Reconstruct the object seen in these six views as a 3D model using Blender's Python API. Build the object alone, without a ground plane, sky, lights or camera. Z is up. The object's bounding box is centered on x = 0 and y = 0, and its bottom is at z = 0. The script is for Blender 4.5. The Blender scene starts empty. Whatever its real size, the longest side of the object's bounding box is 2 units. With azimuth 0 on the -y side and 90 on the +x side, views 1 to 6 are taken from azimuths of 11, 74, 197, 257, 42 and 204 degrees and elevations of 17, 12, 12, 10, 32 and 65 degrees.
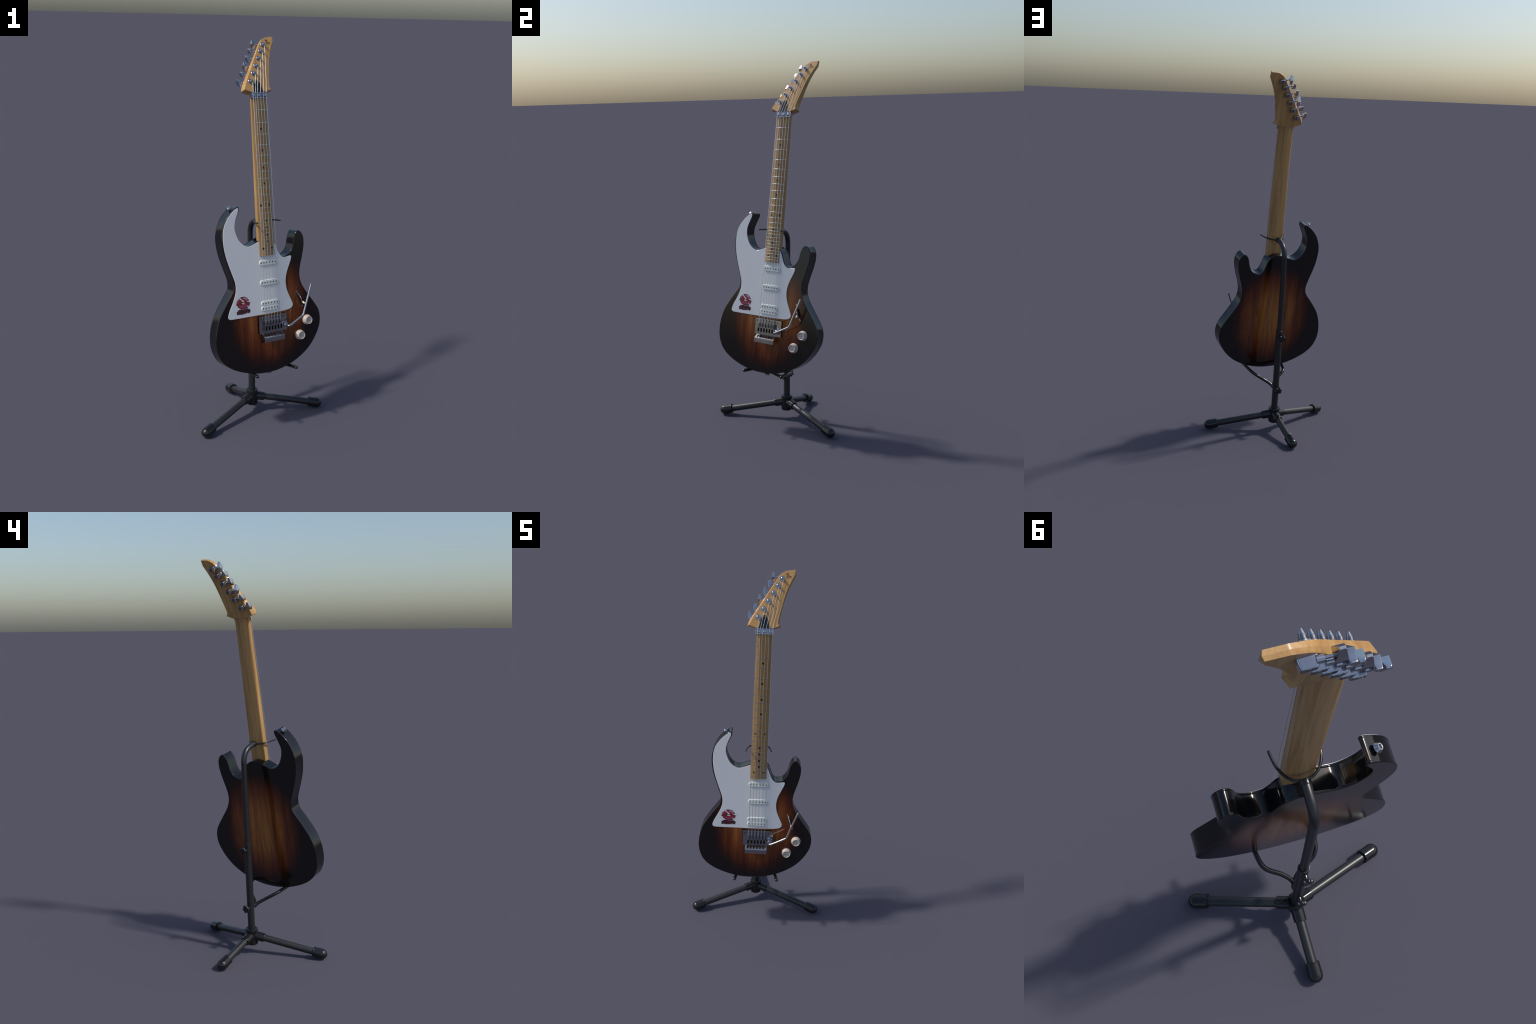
# Electric guitar with sunburst body resting on a black tripod stand.
import bpy, bmesh, math, random
from mathutils import Vector, Matrix

random.seed(7)

# ------------------------------------------------------------------ helpers
def catmull(pts, closed=True, per=6):
    """Centripetal Catmull-Rom curve through 2D or 3D control points."""
    P = [Vector(p) for p in pts]
    n = len(P)
    out = []
    segs = n if closed else n - 1
    for i in range(segs):
        if closed:
            p0, p1, p2, p3 = P[(i - 1) % n], P[i], P[(i + 1) % n], P[(i + 2) % n]
        else:
            p1, p2 = P[i], P[i + 1]
            p0 = P[i - 1] if i else p1 * 2 - p2
            p3 = P[i + 2] if i + 2 < n else p2 * 2 - p1
        t0 = 0.0
        t1 = t0 + max((p1 - p0).length, 1e-6) ** 0.5
        t2 = t1 + max((p2 - p1).length, 1e-6) ** 0.5
        t3 = t2 + max((p3 - p2).length, 1e-6) ** 0.5
        for k in range(per):
            t = t1 + (t2 - t1) * k / per
            a1 = p0 * ((t1 - t) / (t1 - t0)) + p1 * ((t - t0) / (t1 - t0))
            a2 = p1 * ((t2 - t) / (t2 - t1)) + p2 * ((t - t1) / (t2 - t1))
            a3 = p2 * ((t3 - t) / (t3 - t2)) + p3 * ((t - t2) / (t3 - t2))
            b1 = a1 * ((t2 - t) / (t2 - t0)) + a2 * ((t - t0) / (t2 - t0))
            b2 = a2 * ((t3 - t) / (t3 - t1)) + a3 * ((t - t1) / (t3 - t1))
            out.append(b1 * ((t2 - t) / (t2 - t1)) + b2 * ((t - t1) / (t2 - t1)))
    if not closed:
        out.append(P[-1].copy())
    return out


def round_poly(pts, per=5):
    """Polygon whose corners (x, y, radius) are rounded by quadratic arcs."""
    out = []
    n = len(pts)
    for i in range(n):
        x, y, r = pts[i]
        c = Vector((x, y))
        a = Vector(pts[i - 1][:2]) - c
        b = Vector(pts[(i + 1) % n][:2]) - c
        if r <= 0:
            out.append(c)
            continue
        ra = min(r, a.length * 0.49)
        rb = min(r, b.length * 0.49)
        p, q = c + a.normalized() * ra, c + b.normalized() * rb
        for k in range(per + 1):
            t = k / per
            out.append(p * (1 - t) ** 2 + c * 2 * t * (1 - t) + q * t * t)
    return out


def ccw(pts):
    s = 0
    for i, p in enumerate(pts):
        q = pts[(i + 1) % len(pts)]
        s += p[0] * q[1] - q[0] * p[1]
    return list(pts) if s > 0 else list(reversed(pts))


def offset(pts, d):
    """Move a closed ccw outline outwards by d along its vertex normals."""
    n = len(pts)
    out = []
    for i in range(n):
        a = Vector(pts[i - 1][:2])
        b = Vector(pts[i][:2])
        c = Vector(pts[(i + 1) % n][:2])
        e1 = (b - a).normalized() if (b - a).length > 1e-9 else Vector((1, 0))
        e2 = (c - b).normalized() if (c - b).length > 1e-9 else e1
        t = (e1 + e2)
        t = t.normalized() if t.length > 1e-6 else e1
        nrm = Vector((t.y, -t.x))
        k = max(0.5, nrm.dot(Vector((e1.y, -e1.x))))
        out.append(b + nrm * (d / k))
    return out


def loft(rings, cap=True, closed=True):
    """Skin a list of equal-length 3D rings into (verts, faces)."""
    n = len(rings[0])
    V = [Vector(p) for r in rings for p in r]
    Fc = []
    for i in range(len(rings) - 1):
        m = n if closed else n - 1
        for j in range(m):
            k = (j + 1) % n
            Fc.append((i * n + j, i * n + k, (i + 1) * n + k, (i + 1) * n + j))
    if cap:
        Fc.append(tuple(range(n - 1, -1, -1)))
        Fc.append(tuple((len(rings) - 1) * n + j for j in range(n)))
    return V, Fc


def plate(outline, prof):
    """Outline swept through (offset, height) steps, capped at both ends."""
    o = ccw(outline)
    return loft([[(p[0], p[1], h) for p in offset(o, d)] for d, h in prof])


def tube(path, r, seg=14, caps=True, dome=False):
    P = [Vector(p) for p in path]
    R = r if isinstance(r, (list, tuple)) else [r] * len(P)
    R = list(R)
    if dome:
        t = (P[-1] - P[-2]).normalized()
        base, rb = P[-1], R[-1]
        for k in range(1, 6):
            a = math.pi / 2 * k / 5
            P.append(base + t * rb * math.sin(a))
            R.append(max(rb * math.cos(a), rb * 0.03))
    T = []
    for i in range(len(P)):
        a = P[max(i - 1, 0)]
        b = P[min(i + 1, len(P) - 1)]
        T.append((b - a).normalized())
    u = T[0].orthogonal().normalized()
    rings = []
    for i, p in enumerate(P):
        u = (u - T[i] * u.dot(T[i])).normalized()
        w = T[i].cross(u)
        rings.append([p + (u * math.cos(a) + w * math.sin(a)) * R[i]
                      for a in (2 * math.pi * k / seg for k in range(seg))])
    return loft(rings, cap=caps)


def lathe(prof, seg=32, origin=(0, 0, 0), axis=(0, 0, 1), lobes=0, depth=0.0):
    """Profile of (radius, height) turned about an axis; optional star lobes."""
    z = Vector(axis).normalized()
    x = z.orthogonal().normalized()
    y = z.cross(x)
    o = Vector(origin)
    rings = []
    for r, h in prof:
        ring = []
        for k in range(seg):
            a = 2 * math.pi * k / seg
            rr = r * (1 + depth * math.cos(lobes * a)) if lobes else r
            ring.append(o + z * h + (x * math.cos(a) + y * math.sin(a)) * rr)
        rings.append(ring)
    return loft(rings)


def box(x0, x1, y0, y1, z0, z1):
    return loft([[(x0, y0, z), (x1, y0, z), (x1, y1, z), (x0, y1, z)] for z in (z0, z1)])


def join(*parts):
    V, Fc = [], []
    for v, f in parts:
        o = len(V)
        V += [Vector(p) for p in v]
        Fc += [tuple(i + o for i in q) for q in f]
    return V, Fc


def mesh(name, vf, mat, smooth=35, bevel=0.0):
    v, f = vf
    me = bpy.data.meshes.new(name)
    me.from_pydata([tuple(p) for p in v], [], f)
    bm = bmesh.new()
    bm.from_mesh(me)
    bmesh.ops.remove_doubles(bm, verts=bm.verts, dist=1e-6)
    bmesh.ops.recalc_face_normals(bm, faces=bm.faces)
    if bevel:
        ed = [e for e in bm.edges if len(e.link_faces) == 2 and e.calc_face_angle() > 0.6]
        bmesh.ops.bevel(bm, geom=ed, offset=bevel, segments=2, affect='EDGES', profile=0.5)
    bm.to_mesh(me)
    bm.free()
    if smooth:
        for p in me.polygons:
            p.use_smooth = True
        me.set_sharp_from_angle(angle=math.radians(smooth))
    me.materials.append(mat)
    return me


def obj(name, me, parent, mat4=None):
    o = bpy.data.objects.new(name, me)
    bpy.context.scene.collection.objects.link(o)
    o.parent = parent
    if mat4 is not None:
        o.matrix_local = mat4
    if any(p.use_smooth for p in me.polygons):
        w = o.modifiers.new("face_weighted_normals", 'WEIGHTED_NORMAL')
        w.keep_sharp = True
        w.weight = 80
    return o


# ---------------------------------------------------------------- materials
def new_mat(name):
    m = bpy.data.materials.new(name)
    m.use_nodes = True
    return m, m.node_tree, m.node_tree.nodes["Principled BSDF"]


def N(nt, kind, **kw):
    n = nt.nodes.new(kind)
    for k, v in kw.items():
        if k in n.inputs:
            n.inputs[k].default_value = v
        else:
            setattr(n, k, v)
    return n


def ramp(nt, fac, stops, interp='LINEAR'):
    r = nt.nodes.new("ShaderNodeValToRGB")
    r.color_ramp.interpolation = interp
    el = r.color_ramp.elements
    while len(el) < len(stops):
        el.new(0.5)
    for e, (p, c) in zip(el, stops):
        e.position = p
        e.color = (c[0], c[1], c[2], 1)
    nt.links.new(fac, r.inputs[0])
    return r.outputs[0]


def mixc(nt, fac, a, b, blend='MIX'):
    m = nt.nodes.new("ShaderNodeMix")
    m.data_type = 'RGBA'
    m.blend_type = blend
    for sock, v in ((m.inputs[0], fac), (m.inputs[6], a), (m.inputs[7], b)):
        if hasattr(v, "is_linked"):
            nt.links.new(v, sock)
        else:
            sock.default_value = v if isinstance(v, float) else (v[0], v[1], v[2], 1)
    return m.outputs[2]


def math_n(nt, op, a, b=0.0):
    m = nt.nodes.new("ShaderNodeMath")
    m.operation = op
    for s, v in ((m.inputs[0], a), (m.inputs[1], b)):
        if hasattr(v, "is_linked"):
            nt.links.new(v, s)
        else:
            s.default_value = v
    return m.outputs[0]


def coords(nt, scale=(1, 1, 1), loc=(0, 0, 0)):
    tc = nt.nodes.new("ShaderNodeTexCoord")
    mp = nt.nodes.new("ShaderNodeMapping")
    mp.inputs["Scale"].default_value = scale
    mp.inputs["Location"].default_value = loc
    nt.links.new(tc.outputs["Object"], mp.inputs["Vector"])
    return mp.outputs[0]


def noise(nt, vec, scale, detail=4.0, rough=0.55, dist=0.0):
    n = N(nt, "ShaderNodeTexNoise", Scale=scale, Detail=detail, Roughness=rough, Distortion=dist)
    nt.links.new(vec, n.inputs["Vector"])
    return n.outputs["Fac"]


def plain(name, col, rough, metal=0.0, coat=0.0, spec=0.5, vary=0.0, vscale=40.0):
    m, nt, b = new_mat(name)
    b.inputs["Roughness"].default_value = rough
    b.inputs["Metallic"].default_value = metal
    b.inputs["Coat Weight"].default_value = coat
    b.inputs["Coat Roughness"].default_value = 0.08
    b.inputs["Specular IOR Level"].default_value = spec
    f = noise(nt, coords(nt), vscale)
    lo = [c * (1 - vary) for c in col]
    hi = [c * (1 + vary) for c in col]
    nt.links.new(ramp(nt, f, [(0.3, lo), (0.7, hi)]), b.inputs["Base Color"])
    return m


def sunburst():
    m, nt, b = new_mat("sunburst_lacquer")
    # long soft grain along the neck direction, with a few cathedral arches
    g1 = noise(nt, coords(nt, (21, 0.9, 5)), 1.0, 4, 0.55, 0.35)
    g2 = noise(nt, coords(nt, (95, 2.6, 14), (3, 1, 0)), 1.0, 3, 0.6, 0.25)
    g3 = noise(nt, coords(nt, (280, 10, 40)), 1.0, 2, 0.65)
    warp = noise(nt, coords(nt, (8, 1.5, 3), (1.7, 0.3, 0)), 1.0, 1, 0.4)
    rings = math_n(nt, 'SINE', math_n(nt, 'MULTIPLY', warp, 52.0))
    amber = ramp(nt, g1, [(0.30, (0.135, 0.040, 0.013)), (0.44, (0.225, 0.075, 0.020)),
                          (0.56, (0.365, 0.142, 0.032)), (0.70, (0.235, 0.080, 0.021))])
    amber = mixc(nt, 0.7, amber, ramp(nt, rings, [(0.0, (0.80, 0.75, 0.70)), (0.5, (1, 1, 1)), (1.0, (1.05, 1.05, 1.05))]), 'MULTIPLY')
    amber = mixc(nt, 0.55, amber, ramp(nt, g2, [(0.34, (0.5, 0.43, 0.38)), (0.55, (1, 1, 1))]), 'MULTIPLY')
    amber = mixc(nt, 0.25, amber, ramp(nt, g3, [(0.36, (0.35, 0.3, 0.28)), (0.5, (1, 1, 1))]), 'MULTIPLY')
    # burst mask: distance from the middle of the body, faintly ragged
    tc = nt.nodes.new("ShaderNodeTexCoord")
    sp = nt.nodes.new("ShaderNodeSeparateXYZ")
    nt.links.new(tc.outputs["Object"], sp.inputs[0])
    x = math_n(nt, 'DIVIDE', math_n(nt, 'ADD', sp.outputs[0], 0.0), 0.250)
    y = math_n(nt, 'DIVIDE', math_n(nt, 'ADD', sp.outputs[1], 0.280), 0.315)
    d = math_n(nt, 'SQRT', math_n(nt, 'ADD', math_n(nt, 'POWER', math_n(nt, 'ABSOLUTE', x), 2.2),
                                 math_n(nt, 'POWER', math_n(nt, 'ABSOLUTE', y), 2.2)))
    d = math_n(nt, 'ADD', d, math_n(nt, 'MULTIPLY', math_n(nt, 'SUBTRACT', g2, 0.5), 0.20))
    burst = ramp(nt, d, [(0.0, (1.05, 1.1, 1.1)), (0.36, (0.92, 0.86, 0.82)), (0.58, (0.55, 0.40, 0.37)),
                         (0.80, (0.24, 0.135, 0.12)), (0.98, (0.085, 0.052, 0.050))])
    col = mixc(nt, 1.0, amber, burst, 'MULTIPLY')
    rim = ramp(nt, d, [(0.76, (0, 0, 0)), (1.02, (1, 1, 1))])
    col = mixc(nt, rim, col, (0.0078, 0.0056, 0.0052))
    # the side walls are sprayed solid black
    sepn = nt.nodes.new("ShaderNodeSeparateXYZ")
    nt.links.new(tc.outputs["Normal"], sepn.inputs[0])
    side = ramp(nt, math_n(nt, 'ABSOLUTE', sepn.outputs[2]), [(0.25, (1, 1, 1)), (0.75, (0, 0, 0))])
    dedge = ramp(nt, d, [(0.6, (0, 0, 0)), (0.9, (1, 1, 1))])
    col = mixc(nt, mixc(nt, 1.0, side, dedge, 'MULTIPLY'), col, (0.005, 0.005, 0.0055))
    nt.links.new(col, b.inputs["Base Color"])
    b.inputs["Roughness"].default_value = 0.12
    b.inputs["Specular IOR Level"].default_value = 0.5
    return m


def maple(name, tint, scale=1.0, rough=0.35):
    m, nt, b = new_mat(name)
    g1 = noise(nt, coords(nt, (60 * scale, 2.2, 45 * scale)), 1.0, 4, 0.55, 1.2)
    g2 = noise(nt, coords(nt, (260 * scale, 6, 160 * scale)), 1.0, 3, 0.6)
    c = ramp(nt, g1, [(0.28, [t * k for t, k in zip(tint, (0.74, 0.62, 0.46))]),
                      (0.45, [t * k for t, k in zip(tint, (0.92, 0.86, 0.80))]),
                      (0.58, tint),
                      (0.74, [t * k for t, k in zip(tint, (1.12, 1.16, 1.25))])])
    c = mixc(nt, 0.34, c, ramp(nt, g2, [(0.34, (0.66, 0.58, 0.5)), (0.55, (1, 1, 1))]), 'MULTIPLY')
    nt.links.new(c, b.inputs["Base Color"])
    b.inputs["Roughness"].default_value = rough
    bp = N(nt, "ShaderNodeBump", Strength=0.08, Distance=0.001)
    nt.links.new(g2, bp.inputs["Height"])
    nt.links.new(bp.outputs[0], b.inputs["Normal"])
    return m


def metal(name, col, rough):
    m, nt, b = new_mat(name)
    f = noise(nt, coords(nt), 60.0)
    nt.links.new(ramp(nt, f, [(0.3, [c * 0.92 for c in col]), (0.7, [c * 1.06 for c in col])]),
                 b.inputs["Base Color"])
    r = N(nt, "ShaderNodeMapRange")
    r.inputs["To Min"].default_value = rough * 0.8
    r.inputs["To Max"].default_value = rough * 1.25
    nt.links.new(f, r.inputs["Value"])
    nt.links.new(r.outputs[0], b.inputs["Roughness"])
    b.inputs["Metallic"].default_value = 1.0
    return m


M_BODY = sunburst()
M_NECK = maple("maple_neck", (0.47, 0.285, 0.112))
M_BOARD = maple("oiled_fretboard", (0.355, 0.218, 0.080), 1.6, 0.42)
M_HEAD = maple("maple_headstock", (0.49, 0.29, 0.108), 0.8)
M_GUARD = plain("white_pickguard", (0.69, 0.70, 0.71), 0.2, vary=0.01)
M_PICKUP = plain("pickup_white", (0.71, 0.75, 0.71), 0.3, vary=0.015)
M_KNOB = plain("cream_knob", (0.56, 0.475, 0.41), 0.35, vary=0.02)
M_KNOBTOP = plain("grey_knob_top", (0.34, 0.325, 0.31), 0.35, vary=0.02)
M_KNOBMARK = plain("knob_mark", (0.20, 0.20, 0.17), 0.4)
M_CHROME = metal("chrome", (0.50, 0.51, 0.54), 0.11)
M_STEEL = metal("brushed_steel", (0.43, 0.425, 0.43), 0.13)
M_DARKMETAL = metal("dark_steel", (0.16, 0.16, 0.17), 0.3)
M_DISH = metal("recess_steel", (0.20, 0.20, 0.21), 0.25)
M_ARM = metal("satin_arm_steel", (0.52, 0.52, 0.53), 0.24)
M_STRING = metal("wound_string", (0.80, 0.79, 0.79), 0.38)
M_FRET = metal("nickel_fret", (0.50, 0.51, 0.54), 0.16)
M_BLACK = plain("black_plastic", (0.008, 0.009, 0.011), 0.28)
M_HOLE = plain("dark_recess", (0.004, 0.004, 0.004), 0.5)
M_MARK = plain("black_inlay", (0.004, 0.006, 0.010), 0.25)
M_POLE = plain("pole_piece", (0.075, 0.075, 0.065), 0.35, metal=0.4)
M_IVORY = plain("ivory_tip", (0.85, 0.78, 0.52), 0.25)
M_INK = plain("black_ink", (0.012, 0.011, 0.012), 0.6)
M_TUBE = plain("satin_black_tube", (0.016, 0.017, 0.018), 0.36, spec=0.55, vary=0.1)
M_RUBBER = plain("gloss_black_rubber", (0.009, 0.0095, 0.010), 0.15, spec=0.5, vary=0.05)
M_WIRE = plain("gloss_black_wire", (0.009, 0.010, 0.011), 0.2, spec=0.5)
M_RED = plain("lipstick_red", (0.24, 0.016, 0.03), 0.35, vary=0.12, vscale=120)
M_DKRED = plain("dark_red_letters", (0.12, 0.012, 0.024), 0.35, vary=0.1, vscale=120)
M_PINK = plain("pink_highlight_ink", (0.33, 0.075, 0.16), 0.35, vary=0.3, vscale=160)  # shine on the lips drawn as flat pink shapes
M_PALE = plain("pale_highlight_ink", (0.42, 0.24, 0.32), 0.35, vary=0.2, vscale=200)

# ------------------------------------------------------------------- guitar
YAW, TILT, ROLL = math.radians(42.2), math.radians(10.0), math.radians(1.0)
a0 = Vector((math.cos(YAW), math.sin(YAW), 0))
nn = Vector((math.sin(YAW) * math.cos(TILT), -math.cos(YAW) * math.cos(TILT), math.sin(TILT)))
u0 = nn.cross(a0)
ax = a0 * math.cos(ROLL) - u0 * math.sin(ROLL)
uu = u0 * math.cos(ROLL) + a0 * math.sin(ROLL)
ORIGIN = Vector((-0.0075, -0.022, 0.9416))     # middle of the fretboard's lower end
G = Matrix.Translation(ORIGIN) @ Matrix((ax, uu, nn)).transposed().to_4x4()
BASE = Vector((0.0, -0.611, -0.040))           # tail of the body

guitar = bpy.data.objects.new("electric_guitar", None)
bpy.context.scene.collection.objects.link(guitar)
guitar.matrix_world = G @ Matrix.Translation(BASE)
guitar["label"] = "sunburst electric guitar with white pickguard and maple neck"
guitar["category"] = "electric guitar"
L = Matrix.Translation(-BASE)                  # guitar coordinates -> parent space


def part(name, vf, mat, parent=None, smooth=35, bevel=0.0, m=None):
    """A part modelled in guitar coordinates (x across, y up the neck, z out)."""
    me = mesh(name, vf, mat, smooth, bevel)
    if parent is None:
        return obj(name, me, guitar, m if m is not None else L)
    return obj(name, me, parent, m)


FRONT, BACK = -0.004, -0.077

# body: control points round the rim, treble side first
BODY = [(0, .0888), (.0150, .0866), (.0290, .0800), (.0400, .0732), (.0478, .0665), (.0560, .0545),
        (.0628, .0370), (.0700, .0185), (.0772, .0022), (.0865, -.0102), (.0965, -.0150),
        (.1081, -.0156), (.1209, -.0122), (.1335, -.0050), (.1455, .0068), (.1555, .0225),
        (.1617, .0395), (.1655, .0575), (.1705, .0775), (.1780, .0945), (.1880, .1055),
        (.1980, .1083), (.2100, .1022), (.2212, .0880), (.2270, .0710), (.2288, .0526),
        (.2275, .0270), (.2168, -.0215), (.2018, -.0725), (.1958, -.0984), (.1936, -.1243),
        (.1950, -.1440), (.2090, -.1830), (.2400, -.2300), (.2755, -.2795), (.2910, -.3025),
        (.3022, -.3230), (.3095, -.3470), (.3116, -.3720), (.3095, -.3960), (.3035, -.4195),
        (.2725, -.4760), (.2265, -.5270), (.1685, -.5655), (.1055, -.5925), (.0375, -.6080),
        (-.0206, -.6115), (-.0758, -.6085), (-.1345, -.5965), (-.1969, -.5743), (-.2490, -.5455),
        (-.2868, -.5090), (-.3088, -.4625), (-.3150, -.4270), (-.3150, -.3900), (-.3058, -.3363),
        (-.2885, -.2885), (-.2605, -.2420), (-.2290, -.1970), (-.2120, -.1740), (-.2035, -.1600),
        (-.1990, -.1450), (-.1980, -.1292), (-.2005, -.1085), (-.2118, -.0739), (-.2305, -.0200),
        (-.2432, .0230), (-.2505, .0650), (-.2528, .0950), (-.2505, .1265), (-.2398, .1650),
        (-.2195, .2045), (-.1875, .2395), (-.1720, .2510), (-.1610, .2573), (-.1530, .2592),
        (-.1472, .2562), (-.1457, .2490), (-.1480, .2370), (-.1614, .2060), (-.1728, .1775),
        (-.1757, .1590), (-.1738, .1360), (-.1675, .1140), (-.1580, .0940), (-.1452, .0770),
        (-.1268, .0628), (-.1113, .0574), (-.0984, .0572), (-.0832, .0622), (-.0480, .0762),
        (-.0290, .0836), (-.0125, .0880)]
body_line = catmull(BODY, True, 5)
rr = 0.0034
prof = []
for k in range(5):
    a = math.pi / 2 * k / 4
    prof.append((-rr + rr * math.sin(a), FRONT - rr + rr * math.cos(a)))
prof += [(-0.0003, FRONT - 0.0052), (-0.0014, FRONT - 0.0085), (-0.0014, BACK + 0.0085), (-0.0003, BACK + 0.0052)]
for k in range(5):
    a = math.pi / 2 * (1 - k / 4)
    prof.append((-rr + rr * math.sin(a), BACK + rr - rr * math.cos(a)))
body = part("body", plate(body_line, prof), M_BODY, smooth=50)

# tremolo cavity routed into the front
cut_vf = join(box(-.0735, .0965, -.4022, -.3100, -.034, 0.02))
cut2_vf = join(box(-.0580, .0540, -.4515, -.4000, -.030, 0.02))
for vf in (cut_vf, cut2_vf):
    c = obj("cutter", mesh("cutter", vf, M_HOLE, 0), guitar, L)
    body.modifiers.clear()
    md = body.modifiers.new("cavity", 'BOOLEAN')
    md.operation = 'DIFFERENCE'
    md.solver = 'EXACT'
    md.object = c
    bpy.context.view_layer.update()
    dg = bpy.context.evaluated_depsgraph_get()
    me2 = bpy.data.meshes.new_from_object(body.evaluated_get(dg))
    body.modifiers.clear()
    body.data = me2
    bpy.data.objects.remove(c)
while len(body.data.materials) > 1:
    body.data.materials.pop()
body.data.name = "body"
for p in body.data.polygons:
    p.use_smooth = True
    p.material_index = 0
body.data.set_sharp_from_angle(angle=math.radians(50))
wn = body.modifiers.new("face_weighted_normals", 'WEIGHTED_NORMAL')
wn.keep_sharp = True
wn.weight = 90

# pickguard: white plate from horn to bridge
GUARD = [(.0440, .0660, 0), (.0478, .0612, .004), (.0562, .0451, .02), (.0655, .0200, .03), (.0735, .0005, .02),
         (.0860, -.0148, .02), (.0985, -.0207, .02), (.1105, -.0217, .02), (.1275, -.0190, .02),
         (.1462, -.0168, .008), (.1445, -.0330, .02), (.1330, -.0595, .03), (.1161, -.0956, .04),
         (.1073, -.1250, .04), (.1040, -.1550, .04), (.1085, -.1890, .04), (.1209, -.2230, .04),
         (.1330, -.2470, .03), (.1462, -.2800, .022), (.1240, -.2985, .03), (.0387, -.3022, .05),
         (-.0600, -.3022, .05), (-.1967, -.3020, .04), (-.2455, -.3010, .024), (-.2330, -.2600, .03),
         (-.2160, -.2300, .04), (-.1985, -.1930, .04), (-.1885, -.1600, .04), (-.1890, -.1250, .04),
         (-.1960, -.1005, .04), (-.2181, -.0392, .06), (-.2346, .0133, .06), (-.2440, .0640, .05),
         (-.2462, .1050, .04), (-.2430, .1460, .04), (-.2291, .1839, .05), (-.2021, .2203, .05),
         (-.1760, .2440, .03), (-.1520, .2560, .010), (-.1520, .2380, .02), (-.1652, .2086, .03),
         (-.1760, .1790, .03), (-.1783, .1560, .03), (-.1755, .1330, .03), (-.1609, .0959, .04),
         (-.1476, .0786, .03), (-.1319, .0652, .02), (-.1150, .0563, .02), (-.1008, .0550, .02),
         (-.0830, .0597, .02), (-.0447, .0745, .01), (-.0380, .0720, 0)]
guard = part("pickguard", plate(round_poly(GUARD, 6), [(0, FRONT), (0, FRONT + .0012), (-.0008, FRONT + .0018)]),
             M_GUARD, smooth=25)
GT = FRONT + 0.0018

# sticker: kissing lips with the word under them
def flat(name, pts, h, mat, parent, per=4, t=0.0003, curve=True):
    o = catmull(pts, True, per) if curve else [Vector(p) for p in pts]
    return part(name, plate(o, [(0, h - t), (0, h)]), mat, parent, smooth=0)


LIPS = [(-.1942, -.2302), (-.1895, -.2247), (-.1896, -.2168), (-.1808, -.2060), (-.1693, -.1972), (-.1601, -.1935),
        (-.1510, -.1945), (-.1448, -.1937), (-.1361, -.1968), (-.1256, -.2060), (-.1174, -.2180), (-.1151, -.2270),
        (-.1151, -.2349), (-.1201, -.2450), (-.1260, -.2500), (-.1330, -.2555), (-.1464, -.2565), (-.1639, -.2545),
        (-.1768, -.2491), (-.1845, -.2420), (-.1858, -.2355)]
lips = flat("lips_sticker", LIPS, GT + .0004, M_INK, guard, 3)
upper = [(-.1890, -.2285), (-.1870, -.2170), (-.1795, -.2075), (-.1690, -.1995), (-.1600, -.1962), (-.1510, -.1985),
         (-.1430, -.1965), (-.1345, -.2000), (-.1255, -.2090), (-.1190, -.2200), (-.1195, -.2240), (-.1290, -.2252),
         (-.1400, -.2270), (-.1480, -.2262), (-.1570, -.2238), (-.1660, -.2255), (-.1780, -.2285)]
lower = [(-.1825, -.2318), (-.1760, -.2300), (-.1660, -.2300), (-.1590, -.2325), (-.1480, -.2345), (-.1400, -.2325),
         (-.1300, -.2275), (-.1195, -.2268), (-.1172, -.2310), (-.1190, -.2390), (-.1270, -.2465), (-.1370, -.2525),
         (-.1500, -.2535), (-.1650, -.2515), (-.1760, -.2460), (-.1825, -.2385)]
flat("lip", upper, GT + .0007, M_RED, lips, 3)
flat("lip", lower, GT + .0007, M_RED, lips, 3)
flat("drawn_lip_highlight", [(-.1870, -.2200), (-.1790, -.2090), (-.1690, -.2010), (-.1610, -.1975), (-.1600, -.2010),
                   (-.1690, -.2050), (-.1780, -.2140), (-.1850, -.2225)], GT + .0010, M_PINK, lips, 3)
flat("drawn_lip_highlight", [(-.1500, -.1995), (-.1430, -.1975), (-.1345, -.2010), (-.1265, -.2100), (-.1300, -.2120),
                   (-.1390, -.2090), (-.1440, -.2050), (-.1500, -.2070)], GT + .0010, M_PALE, lips, 3)
for i in range(6):
    x = -.172 + i * .0078
    y = -.2415 - .003 * math.sin(math.pi * i / 5) + random.uniform(-.001, .001)
    flat("drawn_lip_highlight", [(x - .0030, y + .0022), (x + .0028, y + .0030), (x + .0024, y - .0026), (x - .0022, y - .0030)],
         GT + .0010, M_PINK, lips, 3)
flat("sticker_slash", [(-.1745, -.2010), (-.1690, -.1990), (-.1570, -.2095), (-.1485, -.2150), (-.1478, -.2205),
                       (-.1515, -.2225), (-.1560, -.2190), (-.1610, -.2120)], GT + .0013, M_GUARD, lips, 3)
flat("sticker_slash", [(-.1625, -.2265), (-.1575, -.2258), (-.1468, -.2282), (-.1405, -.2305), (-.1471, -.2325),
                       (-.1570, -.2308)], GT + .0013, M_GUARD, lips, 3)
flat("sticker_slash", [(-.1322, -.2170), (-.1240, -.2186), (-.1120, -.2205), (-.1130, -.2260), (-.1240, -.2226),
                       (-.1312, -.2200)], GT + .0013, M_GUARD, lips, 3)
flat("sticker_slash", [(-.1335, -.2420), (-.1270, -.2436), (-.1180, -.2462), (-.1200, -.2495), (-.1285, -.2470)],
     GT + .0013, M_GUARD, lips, 3)


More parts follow.
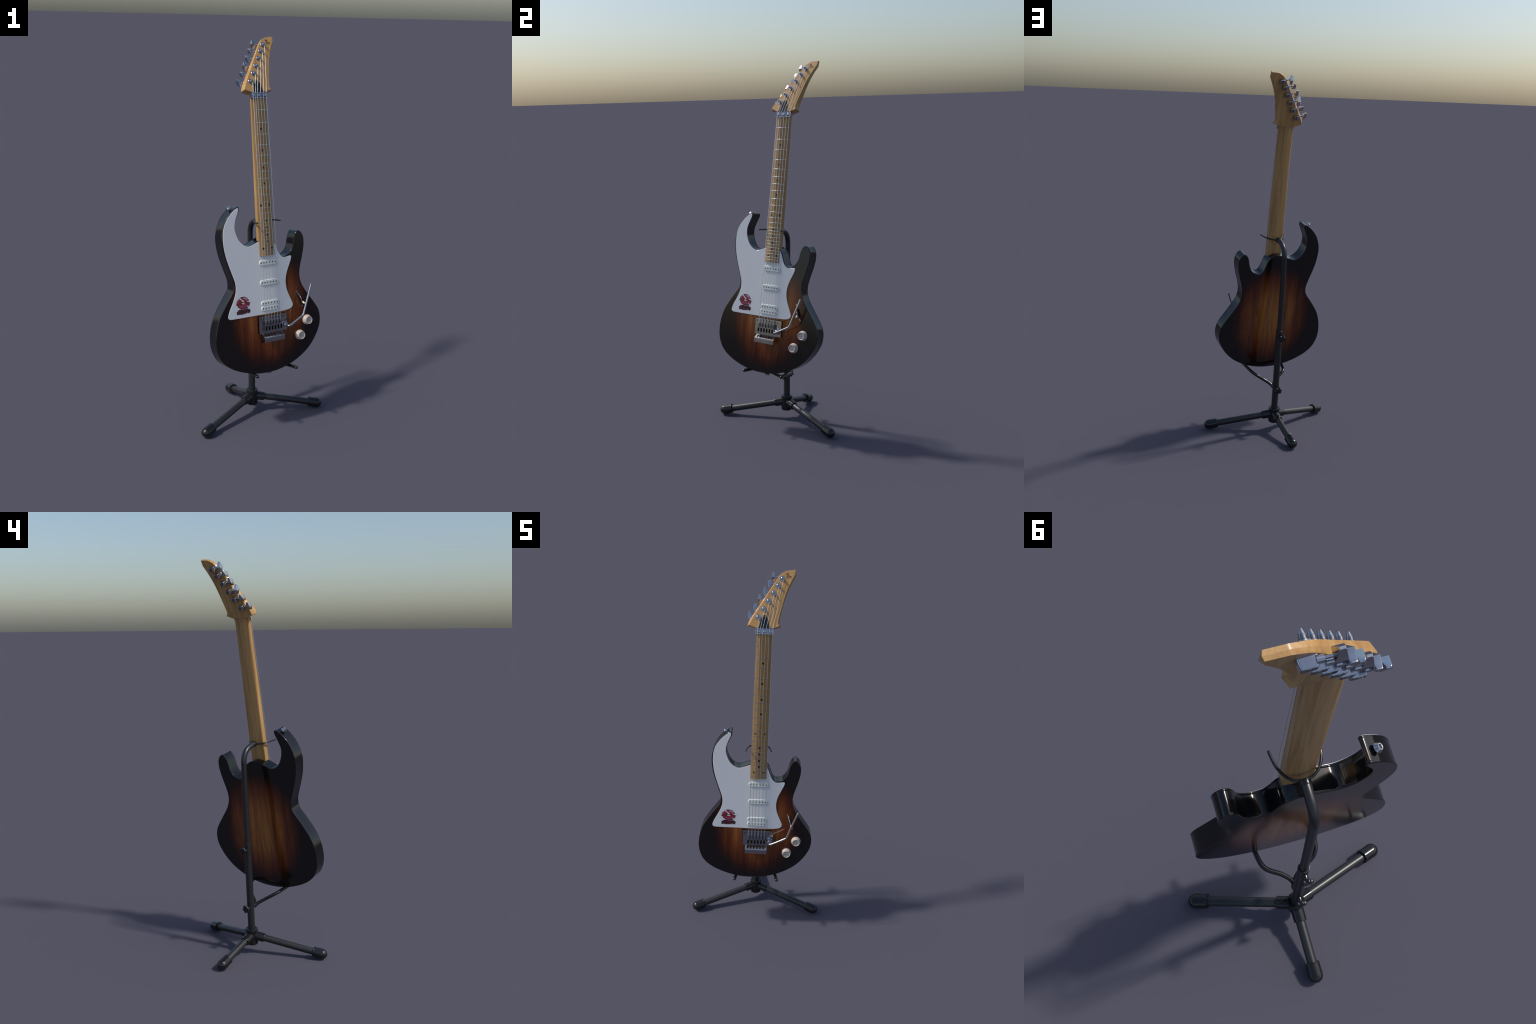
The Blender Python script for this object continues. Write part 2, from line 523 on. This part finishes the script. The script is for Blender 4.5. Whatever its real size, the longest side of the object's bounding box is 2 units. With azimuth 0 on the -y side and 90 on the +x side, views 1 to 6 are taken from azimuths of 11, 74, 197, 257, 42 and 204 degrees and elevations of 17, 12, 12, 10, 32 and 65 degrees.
def text_obj(name, body_text, size, mat, parent, m4, offs=0.0, ext=0.0002, shear=0.0, sx=1.0, space=1.0):
    cu = bpy.data.curves.new(name, 'FONT')
    cu.body = body_text
    cu.size = size
    cu.offset = offs
    cu.extrude = ext
    cu.shear = shear
    cu.align_x = 'CENTER'
    cu.align_y = 'CENTER'
    cu.space_character = space
    cu.resolution_u = 3
    tmp = bpy.data.objects.new(name, cu)
    bpy.context.scene.collection.objects.link(tmp)
    bpy.context.view_layer.update()
    me = bpy.data.meshes.new_from_object(tmp.evaluated_get(bpy.context.evaluated_depsgraph_get()))
    bpy.data.objects.remove(tmp)
    me.transform(Matrix.Diagonal((sx, 1, 1, 1)))
    me.materials.clear()
    me.materials.append(mat)
    return obj(name, me, parent, m4)


tx = Matrix.Translation((-.1545, -.2695, GT + .0005)) @ Matrix.Rotation(math.radians(1.5), 4, 'Z')
BLOB = [(-.1942, -.2655), (-.1850, -.2640), (-.1770, -.2570), (-.1650, -.2552), (-.1531, -.2582), (-.1399, -.2592),
        (-.1300, -.2565), (-.1250, -.2568), (-.1229, -.2618), (-.1140, -.2630), (-.1140, -.2760), (-.1200, -.2815),
        (-.1310, -.2775), (-.1434, -.2815), (-.1557, -.2822), (-.1657, -.2842), (-.1743, -.2806), (-.1844, -.2830),
        (-.1940, -.2795), (-.1895, -.2720)]
flat("sticker_letter_edge", BLOB, GT + .0004, M_INK, lips, 1, curve=False)
text_obj("sticker_letters", "KISS", 0.029, M_DKRED, lips, Matrix.Translation((0, 0, .0007)) @ tx, 0.0009, .0003, sx=1.16, space=0.98)

# pickups
def stadium(cx, cy, hx, r, n=12):
    pts = []
    for k in range(n + 1):
        a = -math.pi / 2 + math.pi * k / n
        pts.append((cx + hx - r + r * math.cos(a), cy + r * math.sin(a)))
    for k in range(n + 1):
        a = math.pi / 2 + math.pi * k / n
        pts.append((cx - hx + r + r * math.cos(a), cy + r * math.sin(a)))
    return pts


def bar(cx, cy, hx, r, z1):
    return plate(stadium(cx, cy, hx, r), [(0, GT - .0004), (0, z1 - .0024), (-.0005, z1 - .0012), (-.0015, z1 - .0004), (-.0030, z1)])


pole_me = mesh("pickup_pole", lathe([(.0036, -.002), (.0036, .0002), (.0030, .0005)], 12), M_POLE)
POLE_X = [-.0385, -.0217, -.0061, .0120, .0288, .0458]
PT = 0.0016
for rows in ([-.0363], [-.1390], [-.2463, -.2724]):
    vf = join(*[bar(.0040, y, .0535, .0142 if len(rows) == 1 else .0132, PT - .0002 * i) for i, y in enumerate(rows)])
    pk = part("pickup", vf, M_PICKUP, smooth=40)
    for y in rows:
        for x in POLE_X:
            o = obj("pickup_pole", pole_me, pk, Matrix.Translation((x, y, PT)))

# neck: flat-sided section with a shallow crowned back
def crown(u):            # fretboard height on the centre line
    return .0098 - .0117 * u


def half_w(u):
    return .0430 - .0018 * u


def neck_ring(u, w, top, edge, back, r=.0045):
    pts = [(w, u, top), (w, u, edge + r)]
    for k in range(1, 5):
        a = math.pi / 2 * k / 4
        pts.append((w - r + r * math.cos(a), u, edge + r - r * math.sin(a)))
    for k in range(1, 8):
        s = 1 - 2 * k / 8
        pts.append(((w - r) * s, u, edge + (back - edge) * (1 - s * s)))
    for k in range(0, 5):
        a = math.pi / 2 * (1 - k / 4)
        pts.append((-(w - r + r * math.cos(a)), u, edge + r - r * math.sin(a)))
    pts += [(-w, u, edge + r), (-w, u, top)]
    return pts


rings = []
for i in range(25):
    u = .03 + (.772 - .03) * i / 24
    t = u / .79
    rings.append(neck_ring(u, half_w(u) - .0002, crown(u) - .0125, -.0310 + .0035 * t, -.0365 + .0030 * t, .0045 + .005 * t))
# flare into the headstock (volute)
for u, w, top, e, bk, r in [(.785, .0418, -.0120, -.0278, -.0337, .009), (.795, .0428, -.0125, -.0290, -.0355, .008),
                            (.803, .0455, -.0128, -.0320, -.0385, .007), (.811, .0500, -.0130, -.0365, -.0415, .006),
                            (.818, .0550, -.0135, -.0395, -.0425, .005), (.826, .0590, -.0150, -.0400, -.0430, .004)]:
    rings.append(neck_ring(u, w, top, e, bk, r))
part("neck", loft(rings), M_NECK, smooth=40)

# fretboard with curved playing surface
def board_ring(u):
    w, c = half_w(u), crown(u)
    edge = c - .0085
    pts = [(w, u, c - .0128), (w, u, edge)]
    for k in range(1, 12):
        s = 1 - 2 * k / 12
        pts.append((w * s, u, c - .0085 * s * s))
    pts += [(-w, u, edge), (-w, u, c - .0128)]
    return pts


board = part("fretboard", loft([board_ring(u) for u in (0, .2, .4, .6, .79)]), M_BOARD, smooth=30)
FRETS = [.7270, .6647, .6086, .5556, .5046, .4639, .4245, .3888, .3450, .3088, .2729, .2421, .2149, .1885, .1692,
         .1521, .1345, .1148, .0972, .0798, .0630, .0458, .0283, .0142]
for u in FRETS:
    w, c = half_w(u) - .0004, crown(u)
    wire = []
    for k in range(11):
        s = 1 - 2 * k / 10
        z = c - .0085 * s * s
        wire.append([(w * s, u + dy, z + dz) for dy, dz in ((-.0011, -.0006), (-.0011, .0004), (-.0008, .0006),
                                                            (.0008, .0006), (.0011, .0004), (.0011, -.0006))])
    part("fret", loft(wire), M_FRET, board, smooth=25)
dot_me = mesh("fret_marker", lathe([(.0055, -.002), (.0055, .0003), (.0051, .0005)], 20), M_MARK)
for x, u in [(0, .6347), (0, .5285), (0, .4435), (0, .3648), (-.0245, .2559), (.0260, .2559), (.0005, .1780),
             (.0005, .1427), (.0005, .1050), (.0005, .0709), (-.0238, .0369), (.0270, .0369)]:
    s = x / half_w(u)
    h = crown(u) - .0085 * s * s
    ang = math.atan2(2 * .0085 * s / half_w(u), 1)
    obj("fret_marker", dot_me, board, Matrix.Translation((x, u, h)) @ Matrix.Rotation(ang, 4, 'Y'))

# ---------------------------------------------------------------- headstock
HA = math.atan(0.30)
HM = L @ Matrix.Translation((0, .8267, -.0015)) @ Matrix.Rotation(-HA, 4, 'X')
H2G = Matrix.Translation((0, .8267, -.0015)) @ Matrix.Rotation(-HA, 4, 'X')   # headstock -> guitar coordinates
HF = [(-.0430, -.0125, 0), (-.0640, -.0048, .006), (-.0790, .0005, .004), (-.0755, .0120, .008), (-.0650, .0330, .02),
      (.0376, .2070, .04), (.0575, .2400, .02), (.0690, .2560, .02), (.0835, .2660, .02), (.1038, .2765, .003),
      (.1408, .2787, .001), (.1378, .2530, .004), (.1236, .2265, .03), (.1109, .1980, .03), (.0982, .1650, .03),
      (.0880, .1275, .03), (.0780, .0840, .03), (.0680, .0400, .02), (.0640, .0200, .01), (.0660, .0100, .008),
      (.0732, .0012, .003), (.0591, -.0045, .006), (.0430, -.0115, 0)]
# how far the waist line of the edge stands out beyond the front face, corner by corner
OUT = [.002, .003, .0095, .0085, .008, .003, .003, .002, .002, .001, .003, .0075, .0075, .007, .006, .005, .005, .006,
       .008, .009, .0095, .005, .002]


def corner_out(i):
    p, q, r = Vector(HF[i - 1][:2]), Vector(HF[i][:2]), Vector(HF[(i + 1) % len(HF)][:2])
    t = ((q - p).normalized() + (r - q).normalized()).normalized()
    n = Vector((-t.y, t.x))                 # outline runs clockwise
    return n * OUT[i]


def head_layer(f, h_of, depth_out):
    pts = round_poly([(x + corner_out(i).x * depth_out, y + corner_out(i).y * depth_out, r) for i, (x, y, r) in enumerate(HF)], 4)
    return [(p[0], p[1], h_of(p[1]) * f) for p in pts]


thick = lambda s: -(.0425 - .097 * max(s, 0.0))
ring_in = head_layer(0.0, thick, -0.10)
layers = [[(p[0], p[1], 0.0) for p in ring_in], [(p[0], p[1], -.0009) for p in head_layer(0, thick, 0.0)],
          head_layer(.48, thick, 1.0), head_layer(.56, thick, 1.0), head_layer(.97, thick, 0.12), head_layer(1.0, thick, 0.0)]
head = part("headstock", loft(layers), M_HEAD, smooth=32, m=HM)

COVER = [(-.0315, -.0141), (-.0259, .0087), (-.0185, .0344), (-.0120, .0474), (-.0050, .0520), (.0037, .0482),
         (.0131, .0303), (.0174, .0108), (.0245, -.0115)]
cl = catmull(COVER, False, 5)
cover = part("truss_rod_cover", plate(cl, [(0, -.001), (0, .0012), (-.0006, .0018)]), M_BLACK, head, smooth=30)
scr = mesh("cover_screw", lathe([(.0016, -.001), (.0016, .0008), (.0008, .0012)], 10), M_CHROME)
for x, y in [(-.0050, .0455), (-.0245, -.0062), (.0165, -.0062)]:
    obj("cover_screw", scr, cover, Matrix.Translation((x, y, .0018)))

for t, x0, x1, y0, y1, ang in (("FL", .0955, .1108, .2512, .2614, 1), ("OW", .0955, .1215, .2398, .2492, -3)):
    o = text_obj("logo_letters", t, .015, M_INK, head, None, .0003, .0003)
    vx = [v.co.x for v in o.data.vertices]
    vy = [v.co.y for v in o.data.vertices]
    fx, fy = (x1 - x0) / (max(vx) - min(vx)), (y1 - y0) / (max(vy) - min(vy))
    o.data.transform(Matrix.Translation((-(max(vx) + min(vx)) / 2, -(max(vy) + min(vy)) / 2, 0)))
    o.data.transform(Matrix.Diagonal((fx, fy, 1, 1)))
    o.matrix_local = Matrix.Translation(((x0 + x1) / 2, (y0 + y1) / 2, .0003)) @ Matrix.Rotation(math.radians(ang), 4, 'Z')
part("logo_underline", join(*[box(.0046 * i, .0046 * i + .0036, -.0004, .0004, -.0002, .0003) for i in range(5)]),
     M_INK, head, smooth=0, m=Matrix.Translation((.0963, .2376, .0002)) @ Matrix.Rotation(math.radians(-9), 4, 'Z'))

# tuning machines: post in front, gear case behind, key on the bass side
POSTS = [(.0757, .2340), (.0561, .2000), (.0345, .1620), (.0122, .1222), (-.0102, .0824), (-.0367, .0412)]
post_prof = [(.0138, 0), (.0138, .0016), (.0133, .0021), (.0078, .0021), (.0078, .0048), (.0062, .0052)]
for k in range(4):
    z = .0055 + .0017 * k
    post_prof += [(.0060, z), (.0068, z + .0005), (.0068, z + .0010), (.0060, z + .0015)]
post_prof += [(.0055, .0124), (.0058, .0128), (.0055, .0134), (.0028, .0205), (.0015, .0212)]
post_me = mesh("tuner_post", lathe(post_prof, 24), M_CHROME, smooth=40)


def gear_case():
    rings = []
    for z, k in ((0, 1.0), (-.004, 1.0), (-.0165, .90), (-.0185, .84)):
        rings.append([(p[0], p[1], z) for p in round_poly([(-.0165 * k, -.0120 * k, .003), (.0140 * k, -.0120 * k, .003),
                                                           (.0140 * k, .0125 * k, .003), (-.0165 * k, .0125 * k, .003)], 3)])
    worm = tube([(-.012, .0100, -.0085), (-.0235, .0098, -.0085)], .0062, 14)
    shaft = tube([(-.0230, .0098, -.0085), (-.0400, .0095, -.0085)], .0026, 10)
    return join(loft(rings), worm, shaft)


case_me = mesh("tuner", gear_case(), M_CHROME, smooth=30)
dish_me = mesh("tuner_dish", lathe([(.0088, 0), (.0088, -.0004), (.006, -.0006)], 20, (0, 0, 0), (0, 0, 1)), M_DISH)


def key_mesh():
    # two rectangular frustums meeting at a ridge round the middle, ends cut to a narrow edge
    rings = []
    for y, wx, wz in ((-.0240, .0046, .0018), (-.0228, .0056, .0034), (0, .0098, .0122), (.0228, .0056, .0034), (.0240, .0046, .0018)):
        rings.append([(p[0], y, p[1]) for p in round_poly([(-wx, -wz, .0018), (wx, -wz, .0018), (wx, wz, .0018), (-wx, wz, .0018)], 2)])
    return loft(rings)


key_me = mesh("tuner_key", key_mesh(), M_CHROME, smooth=33)
KEY_ROT = [5, -42, -24, 3, -44, -26]
for i, (px_, py_) in enumerate(POSTS):
    zb = thick(py_ - .0) + .0005
    tilt = Matrix.Rotation(math.atan(.097), 4, 'X')
    cx, cy = px_ + .0040, py_ + .0005
    tn = obj("tuner", case_me, head, Matrix.Translation((cx, cy, zb)) @ tilt)
    obj("tuner_post", post_me, head, Matrix.Translation((px_, py_, 0)))
    obj("tuner_dish", dish_me, head, Matrix.Translation((cx + .002, cy - .001, zb)) @ tilt @ Matrix.Translation((0, 0, -.0186)))
    obj("tuner_key", key_me, head, Matrix.Translation((cx, cy, zb)) @ tilt @ Matrix.Translation((-.0465, .0092, -.0075))
        @ Matrix.Rotation(math.radians(KEY_ROT[i]), 4, 'X'))

# locking nut with three clamp blocks
nut_parts = [box(-.0452, .0445, .7855, .8128, -.0075, -.0030), box(-.0452, .0445, .7855, .7885, -.0030, .0036),
             box(-.0452, .0445, .8098, .8128, -.0030, .0036)]
for x0 in (-.0452, -.0165, .0132, .0418):
    nut_parts.append(box(x0, x0 + .0027, .7884, .8099, -.0030, .0032))
NT = Matrix.Translation((0, .7855, .0036)) @ Matrix.Rotation(math.radians(-9), 4, 'X') @ Matrix.Translation((0, -.7855, -.0036))
nut = part("locking_nut", join(*nut_parts), M_CHROME, smooth=0, m=L @ NT)
part("nut_recess", box(-.0420, .0415, .7886, .8097, -.0031, -.0022), M_DISH, nut, smooth=0)
clamp_me = mesh("nut_clamp", join(box(-.0100, .0100, -.0058, .0088, -.004, .0026),
                                  lathe([(.0074, .0020), (.0074, .0050), (.0062, .0062), (.003, .0064), (.0028, .0050)], 20)), M_CHROME, bevel=.001)
for x in (-.0294, .0003, .0298):
    obj("nut_clamp", clamp_me, nut, Matrix.Translation((x, .7992, .0002)))

# strings: saddle -> nut -> tuning post
NUT_X = [-.0359, -.0228, -.0112, .0056, .0224, .0395]
SAD_X = [-.0389 + .01752 * i for i in range(6)]
GAUGE = [.00145, .00122, .00106, .00096, .00088, .00082]
for i in range(6):
    pp = H2G @ Vector((POSTS[5 - i][0] + .0060, POSTS[5 - i][1], .0095))
    path = [(SAD_X[i], -.352, .0150), (SAD_X[i], -.340, .0232), (SAD_X[i], -.335, .0234),
            (NUT_X[i], .7860, .0040), (NUT_X[i], .7890, .0025), (NUT_X[i] + .001, .8085, -.0015), (NUT_X[i] + .001, .8122, .0052), tuple(pp)]
    part("string", tube(path, GAUGE[i], 8), M_STRING, smooth=60)

# ------------------------------------------------------------------ tremolo
bridge = part("tremolo_bridge", box(-.0710, .0947, -.3999, -.3118, .0030, .0072), M_STEEL, smooth=0, bevel=.0006)
ring_me = mesh("bridge_screw", lathe([(.0048, 0), (.0048, .0010), (.0034, .0012), (.0032, .0004), (.0015, .0003)], 20), M_DARKMETAL)
for x in (-.0597, .0712):
    obj("bridge_screw", ring_me, bridge, Matrix.Translation((x, -.3246, .0072)))
blk = [box(-.0462, .0575, -.3606, -.3570, .0070, .0236), box(-.0462, .0575, -.3885, -.3830, .0070, .0236),
       box(-.0462, -.0432, -.3831, -.3605, .0070, .0236)]
for i in range(6):
    x = -.0380 + .01752 * i
    blk.append(box(x + .0050, x + .0124, -.3831, -.3605, .0070, .0236))
part("saddle_block", join(*blk), M_STEEL, bridge, smooth=0)
part("saddle_slot", box(-.0440, .0560, -.3831, -.3605, .0074, .0130), M_HOLE, bridge, smooth=0)
sad = join(box(-.0052, -.0024, -.0220, .0015, -.0160, 0), box(.0024, .0052, -.0220, .0015, -.0160, 0),
           box(-.0025, .0025, -.0220, -.0195, -.0160, 0), box(-.0025, .0025, -.0196, .0015, -.0160, -.0035),
           box(-.0050, .0036, .0012, .0200, -.0160, -.0110))
sad_me = mesh("saddle", sad, M_STEEL, smooth=0, bevel=.0004)
sscr_me = mesh("saddle_screw", lathe([(.0033, 0), (.0033, .0028), (.0022, .0034), (.0018, .0018)], 12), M_DARKMETAL)
gap_me = mesh("saddle_gap", box(.0056, .0119, -.0220, .0005, -.0160, -.0060), M_DARKMETAL, smooth=0)
for i in range(6):
    o = obj("saddle", sad_me, bridge, Matrix.Translation((SAD_X[i], -.335, .0228)))
    obj("saddle_screw", sscr_me, bridge, Matrix.Translation((SAD_X[i] + .0082, -.3235, .0072)))
    if i < 6:
        obj("saddle_gap", gap_me, bridge, Matrix.Translation((SAD_X[i], -.335, .0228)))

# fine-tuner lip: ramp with six windows, then a flat shelf
def slab(x0, x1, pts, t):
    """Bent sheet of thickness t whose side profile is pts (y, z)."""
    nrm = []
    for i in range(len(pts)):
        a = Vector(pts[max(i - 1, 0)])
        b = Vector(pts[min(i + 1, len(pts) - 1)])
        d = (b - a).normalized()
        nrm.append(Vector((d.y, -d.x)))
    lo = [Vector(p) + n * t for p, n in zip(pts, nrm)]
    loop = [Vector(p) for p in pts] + lo[::-1]
    return loft([[(x, p.x, p.y) for p in loop] for x in (x0, x1)])


X0, X1 = -.0560, .0646
r0, r1 = Vector((-.4000, .0072)), Vector((-.4175, .0300))
mix = lambda t: tuple(r0 + (r1 - r0) * t)
lip = [slab(X0, X1, [(-.3960, .0072), mix(0), mix(.16)], -.0022),
       slab(X0, X1, [mix(.80), mix(.95), (-.4172, .0300), (-.4186, .0305), (-.4200, .0306), (-.4422, .0306)], -.0022)]
edges = [X0] + [X0 + .0165 + .0172 * i for i in range(6)] + [X1]
for i in range(7):
    if i == 0:
        xa, xb = X0, X0 + .0100
    elif i == 6:
        xa, xb = X0 + .0100 + .0172 * 5 + .0098, X1
    else:
        xa = X0 + .0100 + .0172 * (i - 1) + .0098
        xb = X0 + .0100 + .0172 * i
    lip.append(slab(xa, xb, [mix(.14), mix(.82)], -.0021))
part("fine_tuner_lip", join(*lip), M_STEEL, bridge, smooth=30)

# vibrato arm
arm_ctrl = [(.0772, -.3708, .0180), (.0775, -.3709, .0420), (.0790, -.3708, .0490), (.0870, -.3685, .0520),
            (.1080, -.3585, .0525), (.1560, -.3330, .0530), (.1660, -.3270, .0532), (.1705, -.3190, .0532),
            (.1760, -.3040, .0530), (.2000, -.2385, .0526), (.2246, -.1712, .0522)]
arm = part("vibrato_arm", tube(catmull(arm_ctrl, False, 5), .0055, 16), M_ARM, smooth=50)
part("arm_socket", lathe([(.0165, .0070), (.0165, .0105), (.0140, .0125), (.0132, .0200), (.0115, .0250), (.0070, .0280)], 16,
                         (.0772, -.3690, 0)), M_CHROME, bridge, smooth=30)

# control knobs
knob_prof = [(.0262, -.0040), (.0268, -.0015), (.0266, .0008), (.0255, .0014), (.0256, .0030), (.0248, .0040), (.0226, .0062),
             (.0214, .0178), (.0206, .0198), (.0192, .0205), (.0174, .0198), (.0166, .0184)]
knob_me = mesh("volume_knob", lathe(knob_prof, 48), M_KNOB, smooth=40)
disc_me = mesh("knob_cap", lathe([(.0168, .0170), (.0168, .0186), (.0010, .0187)], 32), M_KNOBTOP, smooth=40)
mark_me = mesh("knob_mark", box(-.0075, .0075, -.0016, .0016, .0184, .0190), M_KNOBMARK, smooth=0)
for x, y in ((.2255, -.3700), (.1762, -.4440)):
    k = obj("control_knob", knob_me, guitar, L @ Matrix.Translation((x, y, 0)))
    obj("knob_cap", disc_me, k)
    obj("knob_mark", mark_me, k)

# blade switch: arched dark plate with two screws and an ivory-tipped lever
sa, sb = Vector((.1725, -.2128)), Vector((.2013, -.2930))
sd = (sb - sa).normalized()
SM = Matrix.Translation((sa.x, sa.y, FRONT)) @ Matrix.Rotation(math.atan2(sd.y, sd.x), 4, 'Z')
ln = (sb - sa).length
arch = []
for k in range(17):
    t = k / 16
    arch.append((.006 + (ln - .012) * t, .0165 * math.sin(math.pi * t) ** 0.8))
arch_vf = loft([[(x, y, z) for x, z in arch] + [(x, y, -.001) for x, z in reversed(arch)] for y in (-.00255, .00255)])
switch = part("pickup_switch", arch_vf, M_CHROME, m=L @ SM, smooth=40)
blade = [(x, z - .0012) for x, z in arch]
for sy in (-1, 1):
    y0, y1 = sorted((sy * .0027, sy * .0024))
    part("switch_dark_face", loft([[(x, y, z) for x, z in blade] + [(x, y, -.001) for x, z in reversed(blade)] for y in (y0, y1)]), M_HOLE, switch, smooth=0)
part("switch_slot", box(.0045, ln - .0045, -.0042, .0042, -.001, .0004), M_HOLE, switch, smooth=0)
sw_scr = mesh("switch_screw", lathe([(.0040, -.001), (.0040, .0010), (.0028, .0022)], 14), M_CHROME)
for t in (0, ln):
    obj("switch_screw", sw_scr, switch, Matrix.Translation((t, 0, 0)))
part("switch_lever", tube([(.050, 0, .010), (.0585, 0, .0240)], .0022, 8), M_CHROME, switch)
part("switch_tip", tube([(.0570, 0, .0225), (.0600, 0, .0280), (.0630, 0, .0325)], [.0040, .0046, .0042], 14, dome=True), M_IVORY, switch)

# strap buttons
bt_prof = [(.0070, -.001), (.0066, .0048), (.0138, .0064), (.0146, .0074), (.0144, .0086), (.0100, .0156), (.0090, .0168),
           (.0070, .0170), (.0058, .0164), (.0052, .0125), (.0010, .0122)]
for pos, d in (((-.1800, .2465, -.0430), (-.60, .80, 0)), ((.0015, -.6110, -.0400), (0, -1, 0))):
    part("strap_button", lathe(bt_prof, 28, pos, d), M_CHROME, smooth=40)

# -------------------------------------------------------------------- stand
SA = Vector((.7408, .6717, 0))
SB = Vector((-.6717, .7408, 0))
S = Matrix.Translation((-.0838, .0621, 0)) @ Matrix((SA, SB, Vector((0, 0, 1)))).transposed().to_4x4()
stand = bpy.data.objects.new("guitar_stand", None)
bpy.context.scene.collection.objects.link(stand)
stand.matrix_world = S
stand["label"] = "black tubular tripod guitar stand with neck yoke"
stand["category"] = "guitar stand"


def spart(name, vf, mat, parent=None, smooth=40, bevel=0.0):
    return obj(name, mesh(name, vf, mat, smooth, bevel), parent or stand)


def axp(z):                      # the post leans back a little
    return Vector((0, .0607 * z, z))


axd = Vector((0, .0607, 1)).normalized()
RL, RC, RS = .0180, .0275, .0238
hub = spart("hub", lathe([(.0270, .0), (.0305, .0030), (.0310, .006), (.0305, .070), (.0318, .0715), (.0318, .0830), (.0300, .0862),
                          (.0245, .0865), (.0235, .0840), (.0190, .0835)], 36, axp(.0490), axd), M_RUBBER)
for tx_, ty_, tz in ((-.3472, -.1245, RC), (.3460, -.1241, RC), (.0010, .2620, RC)):
    p0 = axp(.100)
    p1 = Vector((tx_, ty_, tz))
    d = (p1 - p0).normalized()
    full = (p1 - p0).length
    at = lambda s: p0 + d * s
    leg = spart("leg", tube([at(.02), at(full)], RL, 28), M_TUBE)
    spart("leg_socket", tube([at(.012), at(.066), at(.0685), at(.0692)], [RS, RS, RS - .0009, RS - .003], 28), M_RUBBER, leg)
    spart("foot_cap", tube([at(full - .0478), at(full - .0472), at(full - .0455), at(full - .043), at(full)],
                           [RC - .006, RC - .0012, RC - .0004, RC - .0012, RC], 32, dome=True), M_RUBBER, leg, smooth=40)

spart("lower_tube", tube([axp(.12), axp(.5985), axp(.6005), axp(.6015)], [.0180, .0180, .0176, .0160], 28), M_TUBE)
spart("tube_collar", tube([axp(.580), axp(.5985), axp(.6012), axp(.6022)], [.0187, .0187, .0182, .0162], 28), M_TUBE)
bend = [axp(.58), axp(.80), axp(.95), axp(1.005), (0, .0615, 1.030), (0, .0565, 1.053), (0, .0450, 1.072), (0, .0290, 1.0855),
        (0, .0100, 1.0940), (0, -.0080, 1.0995), (0, -.0240, 1.1030)]
upper_tube = spart("upper_tube", tube(catmull(bend, False, 4), .0140, 24), M_TUBE)
spart("tube_end_cap", tube([(0, -.0170, 1.1015), (0, -.0180, 1.1018), (0, -.0290, 1.1040), (0, -.0318, 1.1046)], [.0150, .0157, .0157, .0140], 24, dome=False), M_RUBBER, upper_tube)

yk = [(.0005, -.0305, 1.1035), (.0120, -.0310, 1.1040), (.0260, -.0350, 1.1050), (.0440, -.0500, 1.1080), (.0570, -.0735, 1.1120),
      (.0630, -.0970, 1.1160), (.0660, -.1220, 1.1190)]
yoke_path = [(-x, y, z) for x, y, z in reversed(yk)] + yk[1:]
spart("neck_yoke", tube(catmull(yoke_path, False, 3), .0041, 12, dome=True), M_WIRE, smooth=50)
spart("yoke_tip", lathe([(.0022, -.0042), (.0040, -.0026), (.0046, 0), (.0040, .0026), (.0022, .0042)], 12, yoke_path[0], (0, 1, 0)), M_RUBBER)

# lower cradle: bracket and two upswept arms
fk = [(.0010, -.0180, .2440), (.0020, -.0260, .2500), (.0120, -.0400, .2620), (.0393, -.0600, .2810), (.0650, -.0705, .2975),
      (.0850, -.0820, .3105), (.0965, -.0990, .3185), (.1025, -.1220, .3240), (.1070, -.1550, .3300), (.1120, -.1970, .3375), (.1185, -.2440, .3455)]
for sgn in (1, -1):
    path = catmull([(x * sgn, y, z) for x, y, z in fk], False, 4)
    spart("cradle_arm", tube(path, .0088, 18, dome=True), M_WIRE)
spart("cradle_bracket", lathe([(.0130, 0), (.0150, .012), (.0150, .018), (.0120, .0225), (.006, .024)], 24, (0, .0030, .2560), (0, -1, 0.05)), M_RUBBER)

# star-shaped clamping knobs at the back
star_prof = [(.0150, .0), (.0188, .0020), (.0195, .0050), (.0188, .0110), (.0160, .0135), (.0060, .0140)]
for z, ang in ((.5660, .2), (.2530, .5)):
    p = axp(z)
    kb = spart("clamp_knob", lathe(star_prof, 60, (0, p.y + .0330, z), (ang * .12, 1, -.05), lobes=6, depth=.14), M_BLACK)
    spart("knob_boss", lathe([(.0095, 0), (.0095, .010), (.0070, .022)], 20, (0, p.y + .0135, z), (0, 1, -.05)), M_RUBBER, kb)
